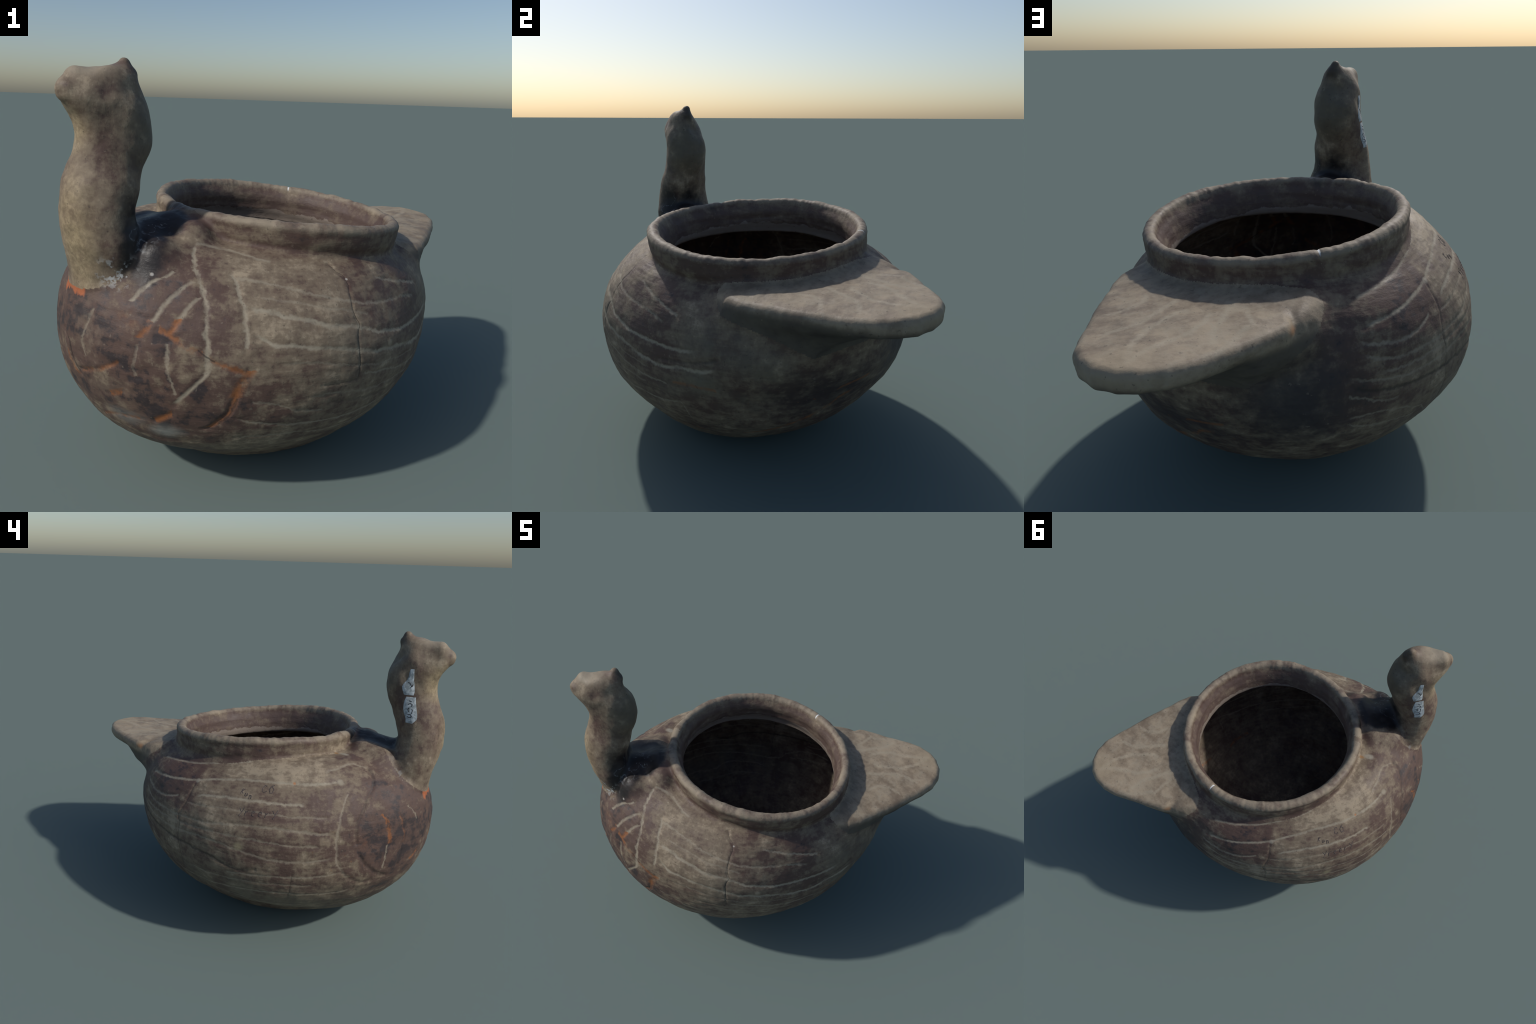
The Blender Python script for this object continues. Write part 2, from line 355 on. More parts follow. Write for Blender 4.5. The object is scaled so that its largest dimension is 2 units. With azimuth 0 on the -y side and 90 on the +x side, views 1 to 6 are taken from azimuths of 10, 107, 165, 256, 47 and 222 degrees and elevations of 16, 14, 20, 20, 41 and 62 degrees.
# Marks on the pot in degrees of azimuth and elevation about its heart.
# kind, run along ("az" or "el"), width in metres, depth in metres, strength, points (along, across)
MARKS = [
    # --- left flank, wavy bands
    ("scored", "az", .0065, .002, .8, [(93.5, 27.5), (106.6, 30.4), (120.2, 33.6), (135, 37.2), (150, 39.6)]),
    ("scored", "az", .0075, .002, 1., [(94, 20.4), (97.9, 21), (112.6, 23.5), (123.8, 26.1), (140.3, 29.9), (152.9, 31), (167.5, 30.3), (178.5, 29.4), (191, 29)]),
    ("scored", "az", .0065, .002, .8, [(92, 17), (98.3, 15.7), (107, 15.2), (113.6, 16.2), (118.9, 18)]),
    ("scored", "az", .0075, .002, 1., [(128.5, 20.2), (137.9, 22.3), (146.7, 23), (155.9, 23), (164.8, 22.6), (175, 22.1)]),
    ("scored", "az", .0065, .002, .6, [(92, 14.3), (96.2, 12.6), (101.6, 11.2), (110, 10.9), (119.1, 11), (126, 11.3), (136, 12), (147, 13.7), (158.3, 14.4), (167.6, 13.9), (177.1, 12.7), (184, 12)]),
    ("scored", "az", .0060, .002, .5, [(88, 8.5), (95.7, 7), (101.5, 6), (110, 5.4), (121, 5.6), (128, 6), (139.7, 6.5), (147, 5.7), (154, 4.6), (166, 3), (175, 2.9), (184, 3.9)]),
    ("furrow", "az", .0080, .004, .7, [(89, 6.4), (94, 4.3), (101.6, 3), (110, 2), (121, 1.8), (127, 1.6), (137, .7), (145, -.9), (151, -2.6), (157, -1.5)]),
    ("scored", "az", .0055, .002, .55, [(88.5, 4.2), (94, 2), (100, -.2), (104, -.3)]),
    ("scored", "az", .0055, .002, .6, [(146, -4.5), (155, -3.6), (164, -3.2), (173, -3.2), (179, -2.8), (187, -1.8)]),
    ("scored", "az", .0055, .002, .55, [(88, -3.1), (94.7, -3.2), (103, -4.4), (114, -8.7), (122, -13.4), (130, -13.7), (140.5, -12.6), (152, -11.4), (160, -10.8), (168.5, -10.6), (180, -10.9), (187, -10.6), (192, -8.8)]),
    ("scored", "az", .0055, .002, .5, [(89, -4.8), (95.6, -7.6), (104.6, -9.4), (113, -11.2)]),
    ("scored", "az", .0050, .002, .5, [(128, -19), (139, -17.4), (151, -17), (162, -19.6), (172, -18.4), (179, -18.3), (187, -17.3)]),
    ("scored", "az", .0050, .002, .4, [(130, -24), (145, -23), (160, -24.5), (175, -23)]),
    # --- left breast panel
    ("scored", "az", .0065, .002, .6, [(186, 33.5), (194, 34.6), (200, 35.3), (204, 33.6), (206.5, 31.4)]),
    ("furrow", "el", .0070, .005, .7, [(8, 192), (12, 192.1), (15.5, 193.2), (19, 196.1), (23, 200), (25, 203.2), (28, 206), (31.5, 206.8)]),
    ("scored", "el", .0060, .002, .5, [(-4.4, 189.9), (-1, 186.8), (3, 185.2), (7.3, 184.8), (11.8, 185.5), (16.8, 186.9), (21.4, 189.4), (25, 192.8)]),
    ("furrow", "az", .0070, .004, .6, [(187, -1.5), (190, -4.4), (195, -7.2), (198.5, -6.9)]),
    ("furrow", "az", .0080, .005, .9, [(193, 3.6), (195, .6), (199, -3.3), (204.5, -6.3)]),
    ("rust", "el", .0065, .002, .9, [(5.5, 204.6), (9.2, 204.6), (12.4, 204.1), (16, 202.2)]),
    ("scored", "el", .0050, .002, .6, [(-3, 202.5), (.8, 202.8), (5.5, 203.8)]),
    ("rust", "el", .0050, .003, .55, [(4.5, 210.9), (8, 211), (11, 210.7), (14, 209.7)]),
    ("furrow", "el", .0060, .003, .6, [(-3, 208.9), (1.4, 210), (5.7, 210.7)]),
    ("scored", "el", .0045, .002, .6, [(10.5, 217.6), (13.2, 216.4), (16, 214)]),
    ("rust", "az", .0060, .004, .8, [(215.5, -3.2), (217.5, -2.6), (219.7, -1)]),
    # --- right flank
    ("scored", "el", .0080, .003, .9, [(-5.3, -99.4), (-2.5, -97.1), (.8, -94), (3.5, -92), (7.2, -91.8), (13, -92.5), (18, -93.5), (22.3, -95.2), (25.8, -97.3), (29.5, -100.4), (33.1, -103), (36, -104.2)]),
    ("scored", "az", .0075, .002, .7, [(-104.4, 35.6), (-102.5, 37), (-98, 37.5), (-92.8, 37.4), (-83.5, 35.7), (-76, 34)]),
    ("scored", "el", .0080, .003, .9, [(9.4, -82.8), (12, -82.6), (15, -83.4), (18.5, -83.8), (22.3, -85.3), (26, -86.7), (28.6, -88.7)]),
    ("scored", "az", .0065, .002, .6, [(-88.5, 27.8), (-83, 27.3), (-77, 26.6), (-71, 25.4), (-66, 24), (-60, 22.4), (-52.4, 20.8), (-46, 19.1), (-36.3, 17.5), (-26, 16.6), (-13, 13.8)]),
    ("scored", "az", .0080, .003, 1., [(-83, 19.5), (-78, 19), (-73.6, 17.9), (-67.5, 16.5), (-62, 15.1), (-55.8, 13.7), (-50.7, 12.9), (-46, 11.2), (-36.7, 8.7), (-25, 7.2), (-16, 6.6), (-7.4, 6.2), (1, 7.3)]),
    ("scored", "az", .0080, .003, 1., [(-81.5, 14.4), (-80.4, 12.7), (-78.8, 11.8), (-76, 10.8), (-71.5, 10.2), (-66, 9.3), (-60.6, 8.5), (-53, 7), (-45, 4.9), (-36, 3.8), (-26, 1.6), (-19, .4), (-12, -.5), (-4.7, .9), (2.2, .8), (8, 4)]),
    ("scored", "az", .0065, .002, .8, [(-34, 25.4), (-23.4, 21.7), (-15, 19), (-7.2, 16.6)]),
    ("furrow", "az", .0080, .004, .7, [(-13, 2), (-6, 2.6), (0, 3.2), (8.5, 5.6)]),
    ("scored", "az", .0055, .002, .6, [(-49, -.6), (-38, -2.8), (-30, -4.7), (-22.6, -5.8), (-16, -6.2), (-10, -6.4)]),
    ("furrow", "az", .0070, .003, .6, [(-59, -7.3), (-50, -8.9), (-41.4, -10.5), (-33, -11.2), (-20, -10.5), (-12, -11)]),
    ("scored", "az", .0055, .002, .5, [(-81, -4.1), (-74, -5.8), (-69, -8.1), (-61, -9.5)]),
    ("scored", "az", .0055, .002, .6, [(-85, -9), (-79, -11.1), (-72, -12.6), (-62, -13.8), (-53, -14.8), (-43, -15.3), (-27, -14.7), (-18, -14.9), (-12, -14.1), (-6.8, -12.5)]),
    ("scored", "el", .0055, .002, .5, [(-21, -4.8), (-15.2, -5.6), (-12.2, -6.9)]),
    ("scored", "az", .0050, .002, .5, [(-85, -16.3), (-77, -16.5), (-71, -16.5), (-61, -18.9), (-50, -20), (-35, -20.5)]),
    # --- breast strokes
    ("scored", "el", .0070, .002, .8, [(17.5, -112), (20.9, -110.3), (23.2, -108.9), (24.4, -107)]),
    ("scored", "el", .0060, .002, .8, [(24.4, -106.8), (25.4, -105.8), (26.8, -104.8)]),
    ("scored", "el", .0080, .002, .8, [(13.8, -105.6), (16.6, -104.7), (19.2, -103.3), (21.7, -101.6), (24, -100), (25.2, -98.4)]),
    ("scored", "el", .0075, .002, .7, [(15.3, -99.5), (18.5, -98.1), (21.2, -96)]),
    ("scored", "el", .0065, .002, .6, [(-2.8, -99.2), (.6, -99.9), (3.4, -100.7), (6.4, -101.2), (10, -101.1)]),
    # --- rusty seams of the mended breast
    ("rust", "el", .0090, .003, .8, [(10.2, -107.8), (12.2, -106.6), (14.2, -106.6)]),
    ("rust", "el", .0080, .003, .9, [(12, -100.9), (13.4, -100.2), (15.6, -99.6)]),
    ("rust", "az", .0080, .003, .8, [(-103.8, 12.9), (-102, 12.2), (-100, 11.3), (-97.4, 10.1), (-95, 8.7), (-93, 8.7)]),
    ("rust", "az", .0070, .004, .75, [(-91.5, 7.2), (-90.4, 6.4), (-86.8, 5), (-83.8, 4), (-81.4, 3.2)]),
    ("crack", "az", .0050, .004, .8, [(-94.2, 8.9), (-92.5, 7.7), (-90, 6.3)]),
    ("rust", "el", .0130, .003, .85, [(-3, -85.2), (.7, -83.7), (2.6, -82.4), (4.4, -81.4)]),
    ("rust", "el", .0070, .006, .7, [(-12.2, -92.2), (-11, -90.2), (-7.1, -86.7), (-2.4, -85)]),
    ("crack", "el", .0060, .006, .7, [(-10.6, -89), (-6.9, -86), (-3, -84.6)]),
    ("rust", "az", .0070, .004, .6, [(-124.8, -1.7), (-120.6, -.6), (-116.3, 1.3), (-112.4, 3.5)]),
    ("crack", "az", .0060, .006, .8, [(-126.5, -2), (-124.6, -1.6), (-122.8, -1.4)]),
    ("rust", "az", .0080, .002, .8, [(-116.2, -5.4), (-112.4, -4.1)]),
    ("rust", "az", .0090, .004, .9, [(-105, -11), (-102.5, -9.6), (-100.2, -8)]),
    ("crack", "el", .0060, .006, .8, [(-3.2, -125.8), (-.3, -128.1), (3.6, -128.9), (6, -131.5)]),
    ("rust", "el", .0055, .002, .6, [(-4, -126.6), (-.8, -129.3), (1.6, -130.5)]),
    ("rust", "az", .0090, .001, .75, [(-20, -30.9), (-14, -31.2), (-8, -31.4), (-2, -33)]),
    ("rust", "az", .0080, .001, .7, [(14, -29), (22.5, -26.4), (31.5, -22), (40, -18), (46, -14.4), (50, -10.5), (54, -9.6)]),
    ("rust", "az", .0060, .001, .6, [(46, -6.5), (49, -5.4), (52, -5), (58, -4)]),
    ("rust", "az", .0060, .001, .5, [(-8, -4.9), (-4.2, -4.6), (2, -4.3), (8, -5)]),
    ("scored", "az", .0055, .002, .5, [(98, 8.8), (108, 8.2), (118, 8.4), (130, 9), (142, 9.8), (155, 9.6), (168, 8.6), (180, 8)]),
    ("scored", "az", .0050, .002, .45, [(125, 17), (135, 17.8), (146, 19), (158, 19), (170, 18.2), (183, 17.4)]),
    ("scored", "az", .0050, .002, .45, [(128, -7.6), (140, -7.5), (152, -7), (165, -6.6), (178, -6.6)]),
    ("scored", "az", .0055, .002, .45, [(-80, 22.6), (-70, 21.2), (-60, 19.2), (-52, 17.6), (-44, 15.4)]),
    ("scored", "az", .0050, .002, .4, [(-74, 5.6), (-64, 5), (-54, 2.8), (-42, .6), (-30, -1), (-18, -2.6)]),
    ("scored", "az", .0050, .002, .4, [(-66, -4.6), (-56, -5), (-46, -7), (-34, -8), (-20, -8.6)]),
    ("scored", "el", .0060, .002, .45, [(2, -122.5), (6, -123), (10, -122.2), (14, -120.8)]),
    ("scored", "el", .0055, .002, .4, [(1, -108), (5, -108.4), (9, -107.6)]),
    ("rust", "az", .0060, .002, .55, [(-123, -14.8), (-116, -12.2), (-109, -11.4)]),
    # --- cracks
    ("crack", "el", .0032, .0035, .85, [(-2, -50.6), (1.5, -50.3), (4, -50.3), (9.4, -50.6), (11.4, -50.1), (13, -49.3), (16.4, -50.2), (22.7, -49.3), (25.4, -48.4), (27.2, -48.5), (30, -50.8), (33, -52)]),
    ("crack", "el", .0032, .003, .7, [(-13, 124), (-8, 124.6), (-3, 124.6), (2.3, 123.6), (7, 123.6), (11.9, 122.4), (13.4, 123.2), (17.1, 124.6), (20, 125), (25.5, 124.9)]),
    ("crack", "el", .0034, .002, .45, [(-12, 169.4), (-7, 169.9), (-2.2, 170.1)]),
    ("crack", "az", .0040, .003, .35, [(-62, -1.6), (-56, -1.9), (-50.6, -2)]),
]


# pale veins on the tail: distance out from the mouth, distance to the bird's left (centimetres)
TAIL_VEINS = [[(80, -5), (90, -11.8), (101, -13), (108, -12), (115.5, -8.4), (122, -5.5)],
              [(72.6, 9.6), (77.4, 6), (86.2, 8), (93, 9), (98.2, 11.7), (104.3, 14.5)],
              [(73.5, 10.8), (79.9, 15), (87, 20.5)], [(85, 19), (93, 18), (103, 17), (110, 12)],
              [(80.4, .1), (94.3, 2.7), (103.5, -1), (114.5, -4.6), (123, -5)],
              [(74, -16), (82.4, -17.6), (94.7, -18.7), (102.4, -23.3), (108.2, -29)],
              [(72.4, -31.7), (81.5, -29), (88.5, -32), (93.5, -38)]]


def wrap_az(az):
    return (az + 140) % 360 - 140


def mark_depth(v):
    el, az, r = angles(v)
    az = wrap_az(az)
    wx = 0.35 * noise(v * 22.0)
    out = np.zeros(len(v))
    for kind, run, width, depth, power, pts in MARKS:
        p = np.array(pts)
        u, w = (az, el) if run == "az" else (el, az)
        sel = np.where((u > p[0, 0] - 1) & (u < p[-1, 0] + 1))[0]
        c = np.interp(u[sel], p[:, 0], p[:, 1])
        scale = math.radians(1) * r[sel] * (1 if run == "az" else np.cos(np.radians(el[sel])))
        slope = np.interp(u[sel], 0.5 * (p[1:, 0] + p[:-1, 0]), np.diff(p[:, 1]) / np.diff(p[:, 0]))
        d = np.abs(w[sel] - c + wx[sel]) * scale / np.sqrt(1 + np.minimum(slope ** 2, 4))
        end = np.clip((u[sel] - p[0, 0] + 1) / 2, 0, 1) * np.clip((p[-1, 0] + 1 - u[sel]) / 2, 0, 1)
        wd = max(width * (1.0 if kind == 'crack' else 1.35), 0.006)
        g = np.exp(-(d / wd) ** 2) * np.clip(end * 4, 0, 1)
        out[sel] = np.maximum(out[sel], depth * g)
    return out


def relief(v, n):
    x, w, th = rim_frame(v)
    pot, tail, bird = f_pot(v), f_tail(v), f_bird(v)
    outside = (pot > -0.012) & ~((x < 0.02) & (w > -0.23) & (np.abs(x) < .12))
    on_pot = outside & (bird > 0.012) & (tail > 0.012)
    d = 0.0045 * noise(v * 5.0 + 3.1) + 0.0032 * noise(v * 13.0) + 0.0011 * noise(v * 34.0)
    # wiping marks run round the pot
    el, az, r = angles(v)
    band = np.stack([az * 0.05, el * 0.42, r * 3], 1)
    d += np.where(on_pot, 0.0020 * noise(band) + 0.0010 * noise(band * [1.6, 2.4, 1.0] + 7), 0)
    # mended, flaked breast
    breast = np.exp(-(((wrap_az(az) + 115 + 360 * (wrap_az(az) > 100)) / 30) ** 2) - ((el - 2) / 16) ** 2)
    d += np.where(on_pot, breast * (0.007 * noise(v * 9.0 + 11) + 0.004 * noise(v * 19 + 5)), 0)
    lip = np.exp(-(w / 0.045) ** 2) * (np.abs(x) < 0.08)
    ring = np.stack([np.cos(th) * 9, np.sin(th) * 9, w * 2], 1)
    d += lip * (0.009 * noise(ring * .5 + 4) + 0.006 * noise(ring) + 0.004 * noise(ring * 2.7))
    d += np.where((tail < 0.012) & (bird > 0.05), 0.0025 * noise(v * [9, 9, 3]) + 0.0012 * noise(v * 24), 0)
    d += np.where(bird < 0.012, 0.009 * noise(v * 8.0 + 21) + 0.004 * noise(v * 19.0), 0)
    d -= np.where(on_pot, mark_depth(v), 0)
    d -= 0.016 * np.exp(-(((v - np.array([0.222, 0.790, 1.000])) / [0.020, 0.045, 0.06]) ** 2).sum(1))
    # step in the lip where the neck was mended to the mouth, and the seam under the neck
    step = np.exp(-((np.degrees(th) + 137.5) / 1.6) ** 2) * lip
    d -= 0.005 * step
    d -= 0.006 * np.exp(-((np.degrees(th) - 91.0) / 0.6) ** 2) * lip
    return v + n * d[:, None]


# ------------------------------------------------------------------ node helper
class Nodes:
    def __init__(self, tree):
        self.t = tree

    def new(self, kind, **kw):
        n = self.t.nodes.new(kind)
        for k, v in kw.items():
            setattr(n, k, v)
        return n

    def put(self, socket, v):
        if isinstance(v, bpy.types.NodeSocket):
            self.t.links.new(v, socket)
        elif v is not None:
            socket.default_value = v

    def math(self, op, a, b=None, c=None, clamp=False):
        n = self.new("ShaderNodeMath", operation=op, use_clamp=clamp)
        for i, v in enumerate((a, b, c)):
            self.put(n.inputs[i], v)
        return n.outputs[0]

    def ramp(self, v, a, b, lo=0.0, hi=1.0, smooth=True):
        n = self.new("ShaderNodeMapRange", interpolation_type="SMOOTHSTEP" if smooth else "LINEAR")
        for i, x in enumerate((v, a, b, lo, hi)):
            self.put(n.inputs[i], x)
        return n.outputs[0]

    def mix(self, f, a, b):
        n = self.new("ShaderNodeMix", data_type="RGBA")
        self.put(n.inputs[0], f)
        for i, v in ((6, a), (7, b)):
            self.put(n.inputs[i], (*v, 1) if isinstance(v, tuple) else v)
        return n.outputs[2]

    def noise(self, vec, scale, detail=3.0, rough=0.55, out=0):
        n = self.new("ShaderNodeTexNoise")
        self.put(n.inputs["Vector"], vec)
        n.inputs["Scale"].default_value, n.inputs["Detail"].default_value, n.inputs["Roughness"].default_value = scale, detail, rough
        return n.outputs[out]

    def scaled(self, vec, s, move=(0, 0, 0)):
        n = self.new("ShaderNodeMapping")
        self.put(n.inputs[0], vec)
        n.inputs["Scale"].default_value, n.inputs["Location"].default_value = s, move
        return n.outputs[0]

    def vec(self, x, y, z):
        n = self.new("ShaderNodeCombineXYZ")
        for i, v in enumerate((x, y, z)):
            self.put(n.inputs[i], v)
        return n.outputs[0]

    def near(self, p, at, size, inner=0.35, wob=None):
        """1 inside an ellipsoid about `at`, fading to 0 at its border"""
        s = self.new("ShaderNodeVectorMath", operation="MULTIPLY_ADD")
        self.put(s.inputs[0], p)
        s.inputs[1].default_value = tuple(1 / k for k in size)
        s.inputs[2].default_value = tuple(-a / k for a, k in zip(at, size))
        n = self.new("ShaderNodeVectorMath", operation="LENGTH")
        self.put(n.inputs[0], s.outputs[0])
        d = n.outputs["Value"]
        if wob is not None:
            d = self.math("ADD", d, wob)
        return self.ramp(d, 1.0, inner)

    def curve(self, u, pts):
        """height over u through control points, straight between them"""
        p = np.array(pts, float)
        lo, hi = p[:, 1].min() - 1, p[:, 1].max() + 1
        t = self.ramp(u, p[0, 0], p[-1, 0], smooth=False)
        n = self.new("ShaderNodeFloatCurve")
        c = n.mapping.curves[0]
        q = np.stack([(p[:, 0] - p[0, 0]) / (p[-1, 0] - p[0, 0]), (p[:, 1] - lo) / (hi - lo)], 1)
        c.points[0].location, c.points[1].location = q[0], q[-1]
        for k in q[1:-1]:
            c.points.new(*k)
        for k in c.points:
            k.handle_type = "VECTOR" if len(q) < 3 else "AUTO"
        n.mapping.update()
        self.put(n.inputs["Value"], t)
        return self.math("MULTIPLY_ADD", n.outputs[0], hi - lo, lo), t


# colours (scene linear)
GREY_TAN, PALE, PLUM, DARK, OLIVE = (.178, .137, .096), (.300, .243, .172), (.088, .054, .043), (.040, .030, .030), (.128, .118, .088)
RUST, BLACK, SCORE = (.28, .105, .034), (.016, .013, .013), (.285, .247, .185)


def clay(name, role):
    m = bpy.data.materials.new(name)
    m.use_nodes = True
    t = m.node_tree
    g = Nodes(t)
    bsdf = t.nodes["Principled BSDF"]
    p = g.new("ShaderNodeTexCoord").outputs["Object"]
    rel = g.new("ShaderNodeVectorMath", operation="SUBTRACT")
    g.put(rel.inputs[0], p)
    place = g.new("ShaderNodeVectorMath", operation="ADD")
    g.put(place.inputs[0], p)
    place = place.outputs[0]
    rel.inputs[1].default_value = tuple(CENTRE)
    sep = g.new("ShaderNodeSeparateXYZ")
    g.put(sep.inputs[0], rel.outputs[0])
    x, y, z = sep.outputs
    flat = g.math("SQRT", g.math("MULTIPLY_ADD", x, x, g.math("MULTIPLY", y, y)))
    deg = 180 / math.pi
    el = g.math("MULTIPLY", g.math("ARCTAN2", z, flat), deg)
    az = g.math("MULTIPLY", g.math("ARCTAN2", y, x), deg)
    az = g.math("SUBTRACT", g.math("FLOORED_MODULO", g.math("ADD", az, 140.0), 360.0), 140.0)
    n_big = g.noise(p, 3.2, 4, .55)
    n_mid = g.noise(p, 11.0, 5, .62)
    n_fine = g.noise(p, 46.0, 4, .65)
    azel = g.vec(az, el, 0.0)
    flow = g.vec(g.math("MULTIPLY", az, 0.085), g.math("MULTIPLY", el, 0.36), flat)
    if role in ("pot",):
        streak = g.noise(flow, 1.6, 5, .6)
    elif role == "tail":
        streak = g.noise(g.scaled(p, (7, 16, 7)), 1.0, 4, .6)
    elif role == "rim":
        streak = g.noise(g.vec(g.math("MULTIPLY", az, 0.06), g.math("MULTIPLY", z, 22.0), 0.0), 1.5, 4, .6)
    else:
        streak = g.noise(g.scaled(p, (13, 13, 5)), 1.0, 4, .6)
    # (the tiny share of streak keeps Cycles evaluating this long graph in order, within its stack)
    wob = g.math("MULTIPLY_ADD", streak, 1e-5, g.math("MULTIPLY", g.math("SUBTRACT", n_mid, 0.5), 0.9))
    # ground colour: plum clay under a greyer, paler burnished skin
    tone = g.math("MULTIPLY_ADD", streak, 0.42, g.math("MULTIPLY_ADD", n_mid, 0.88, g.math("MULTIPLY", n_big, 0.55)))
    tone = g.math("MULTIPLY_ADD", n_fine, 0.40, g.math("SUBTRACT", tone, 0.245))              # mean about 0.88
    here = lambda a, e, ra, re, s: g.math("MULTIPLY", g.near(azel, (a, e, 0), (ra, re, 1), 0.1, wob), s)
    if role == "pot":
        for a, e, ra, re, s in ((-62, 16, 30, 16, .14), (-60, 32, 45, 8, .12), (162, 36, 46, 11, .22), (178, 30, 30, 8, .08), (150, 12, 40, 16, .05), (-20, 14, 30, 14, -.02),
                                (-122, 12, 46, 34, -.22), (-100, -8, 40, 14, -.16), (216, 12, 44, 42, -.21), (198, 6, 18, 14, -.06), (110, 22, 24, 14, -.20), (128, 33, 26, 8, -.10), (-45, 30, 16, 10, -.14), (-20, 22, 22, 7, -.10), (170, 8, 26, 7, -.12), (150, 25, 30, 5, .08),
                                (10, 2, 26, 16, .02), (88, 5, 18, 16, -.14), (-86, -3, 16, 10, -.10)):
            tone = g.math("ADD", tone, here(a, e, ra, re, s))
    elif role == "tail":
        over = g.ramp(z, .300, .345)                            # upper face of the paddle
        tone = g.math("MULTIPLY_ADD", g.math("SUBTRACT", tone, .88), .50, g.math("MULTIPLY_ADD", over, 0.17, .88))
    elif role == "rim":
        tone = g.math("ADD", tone, -0.05)
    elif role in ("neck", "head"):
        tone = g.math("ADD", tone, 0.04)
    tone = g.math("MULTIPLY_ADD", g.math("SUBTRACT", tone, .88), 1.45, .845)
    col = g.mix(g.ramp(tone, 0.60, 1.00), PLUM, GREY_TAN)
    col = g.mix(g.ramp(tone, 0.94, 1.24), col, PALE)
    col = g.mix(g.ramp(tone, 0.55, 0.30), col, DARK)
    if role == "pot":
        low = here(150, -14, 70, 14, .5)
        low = g.math("MAXIMUM", low, here(8, -2, 36, 24, .75))
        low = g.math("MAXIMUM", low, here(-52, 8, 14, 12, .35))
        col = g.mix(g.math("MULTIPLY", low, g.ramp(n_big, .3, .6)), col, OLIVE)
        # ochre bloom on the breast, grey limy patch beneath
        och = g.math("MAXIMUM", here(-121, 10, 9, 12, .45), here(-114, -6, 18, 8, .4))
        col = g.mix(g.math("MULTIPLY", och, g.ramp(n_mid, .42, .62)), col, (.20, .165, .12))
        lime = g.math("MAXIMUM", here(-103, -14.5, 7, 3.6, .95), here(-114, -12, 9, 4, .6))
        col = g.mix(g.math("MULTIPLY", lime, g.ramp(n_mid, .30, .52, .45, 1.0)), col, (.20, .20, .18))
        rustbloom = g.math("MAXIMUM", here(-111, 14, 6, 6, .5), g.math("MAXIMUM", here(-106, -6, 10, 8, .5), here(196, 8, 9, 9, .35)))
        col = g.mix(g.math("MULTIPLY", rustbloom, g.ramp(n_mid, .47, .66)), col, (.16, .062, .034))
        # smoke cloud near the tail
        cloud = g.math("MAXIMUM", here(76, 3, 24, 24, .85), here(44, -8, 34, 16, .55))
        col = g.mix(g.math("MULTIPLY", cloud, g.ramp(n_mid, .10, .45)), col, (.030, .029, .033))
        specks = g.math("MULTIPLY", g.ramp(g.noise(p, 30, 2, .5), .66, .76), g.math("MAXIMUM", here(44, -14, 40, 14, 1.), here(190, 5, 30, 14, .5)))
        col = g.mix(g.math("MULTIPLY", specks, .8), col, (.22, .095, .035))
    if role in ("neck", "head"):
        tan = g.math("MAXIMUM", g.near(place, (-.60, -.90, 1.12), (.17, .19, .42), .2, wob), g.near(place, (-.62, -.80, 1.55), (.15, .15, .16), .2, wob))
        col = g.mix(g.math("MULTIPLY", tan, g.ramp(n_mid, .30, .58, .55, 1.0)), col, g.mix(g.ramp(n_fine, .35, .65), (.225, .172, .104), (.335, .262, .158)))
        hood = g.near(place, (-.39, -.64, 1.54), (.21, .21, .26), .3, wob)
        col = g.mix(g.math("MULTIPLY", hood, .75), col, (.098, .090, .068))
        if role == "head":
            tip = g.near(place, (-.425, -.645, 1.765), (.055, .060, .075), .3, wob)
            col = g.mix(g.math("MULTIPLY", tip, .75), col, (.045, .038, .033))
        pink = g.math("MULTIPLY", g.near(place, (-.66, -.80, 1.22), (.13, .13, .22), .1, wob), g.ramp(n_mid, .4, .6))
        col = g.mix(g.math("MULTIPLY", pink, .6), col, (.19, .125, .095))
        top = g.near(place, (-.56, -.79, 1.77), (.16, .16, .06), .1, wob)
        col = g.mix(g.math("MULTIPLY", top, .8), col, (.31, .265, .195))
    if role in ("neck", "fill", "rim", "pot"):
        # black resin smeared between neck and mouth, with limy flecks at its border
        d1 = g.near(place, (-.365, -.600, 1.14), (.165, .165, .115), .80, g.math("MULTIPLY", wob, .35))
        d2 = g.near(place, (-.400, -.770, 1.03), (.085, .110, .15), .72, g.math("MULTIPLY", wob, .35))
        black = g.math("MAXIMUM", d1, d2)
        for at, size in (((-.33, -.800, 1.13), (.120, .175, .27)), ((-.42, -.620, 1.12), (.175, .145, .25))):
            black = g.math("MAXIMUM", black, g.near(place, at, size, .55, g.math("MULTIPLY", wob, .5)))
        d3 = g.near(place, (-.56, -.60, 1.06), (.09, .075, .10), .5, wob)
        black = g.math("MAXIMUM", black, g.math("MULTIPLY", d3, .8))
        if role == "rim":
            black = g.math("MULTIPLY", g.near(place, (-.33, -.50, 1.15), (.125, .125, .115), .8, g.math("MULTIPLY", wob, .3)), .94)
        sheen_black = g.mix(g.ramp(n_mid, .45, .75), BLACK, (.034, .024, .021))
        col = g.mix(black, col, sheen_black)
        seam = g.ramp(g.math("ABSOLUTE", g.math("SUBTRACT", g.noise(p, 9.0, 2, .5), .5)), .022, .004, 0, .6)
        seam = g.math("MULTIPLY", g.math("MULTIPLY", seam, g.ramp(n_fine, .42, .60)), g.math("MULTIPLY", black, g.near(place, (-.40, -.72, 1.12), (.16, .20, .16), .3)))
        col = g.mix(seam, col, (.20, .215, .225))
        fl = g.noise(p, 26, 3, .6)
        zone = g.math("MAXIMUM", g.near(place, (-.43, -.86, 1.01), (.11, .09, .10), .1), g.near(place, (-.63, -.62, 1.00), (.09, .09, .12), .1))
        zone = g.math("MAXIMUM", zone, g.near(place, (-.35, -.65, 1.15), (.075, .075, .09), .2))
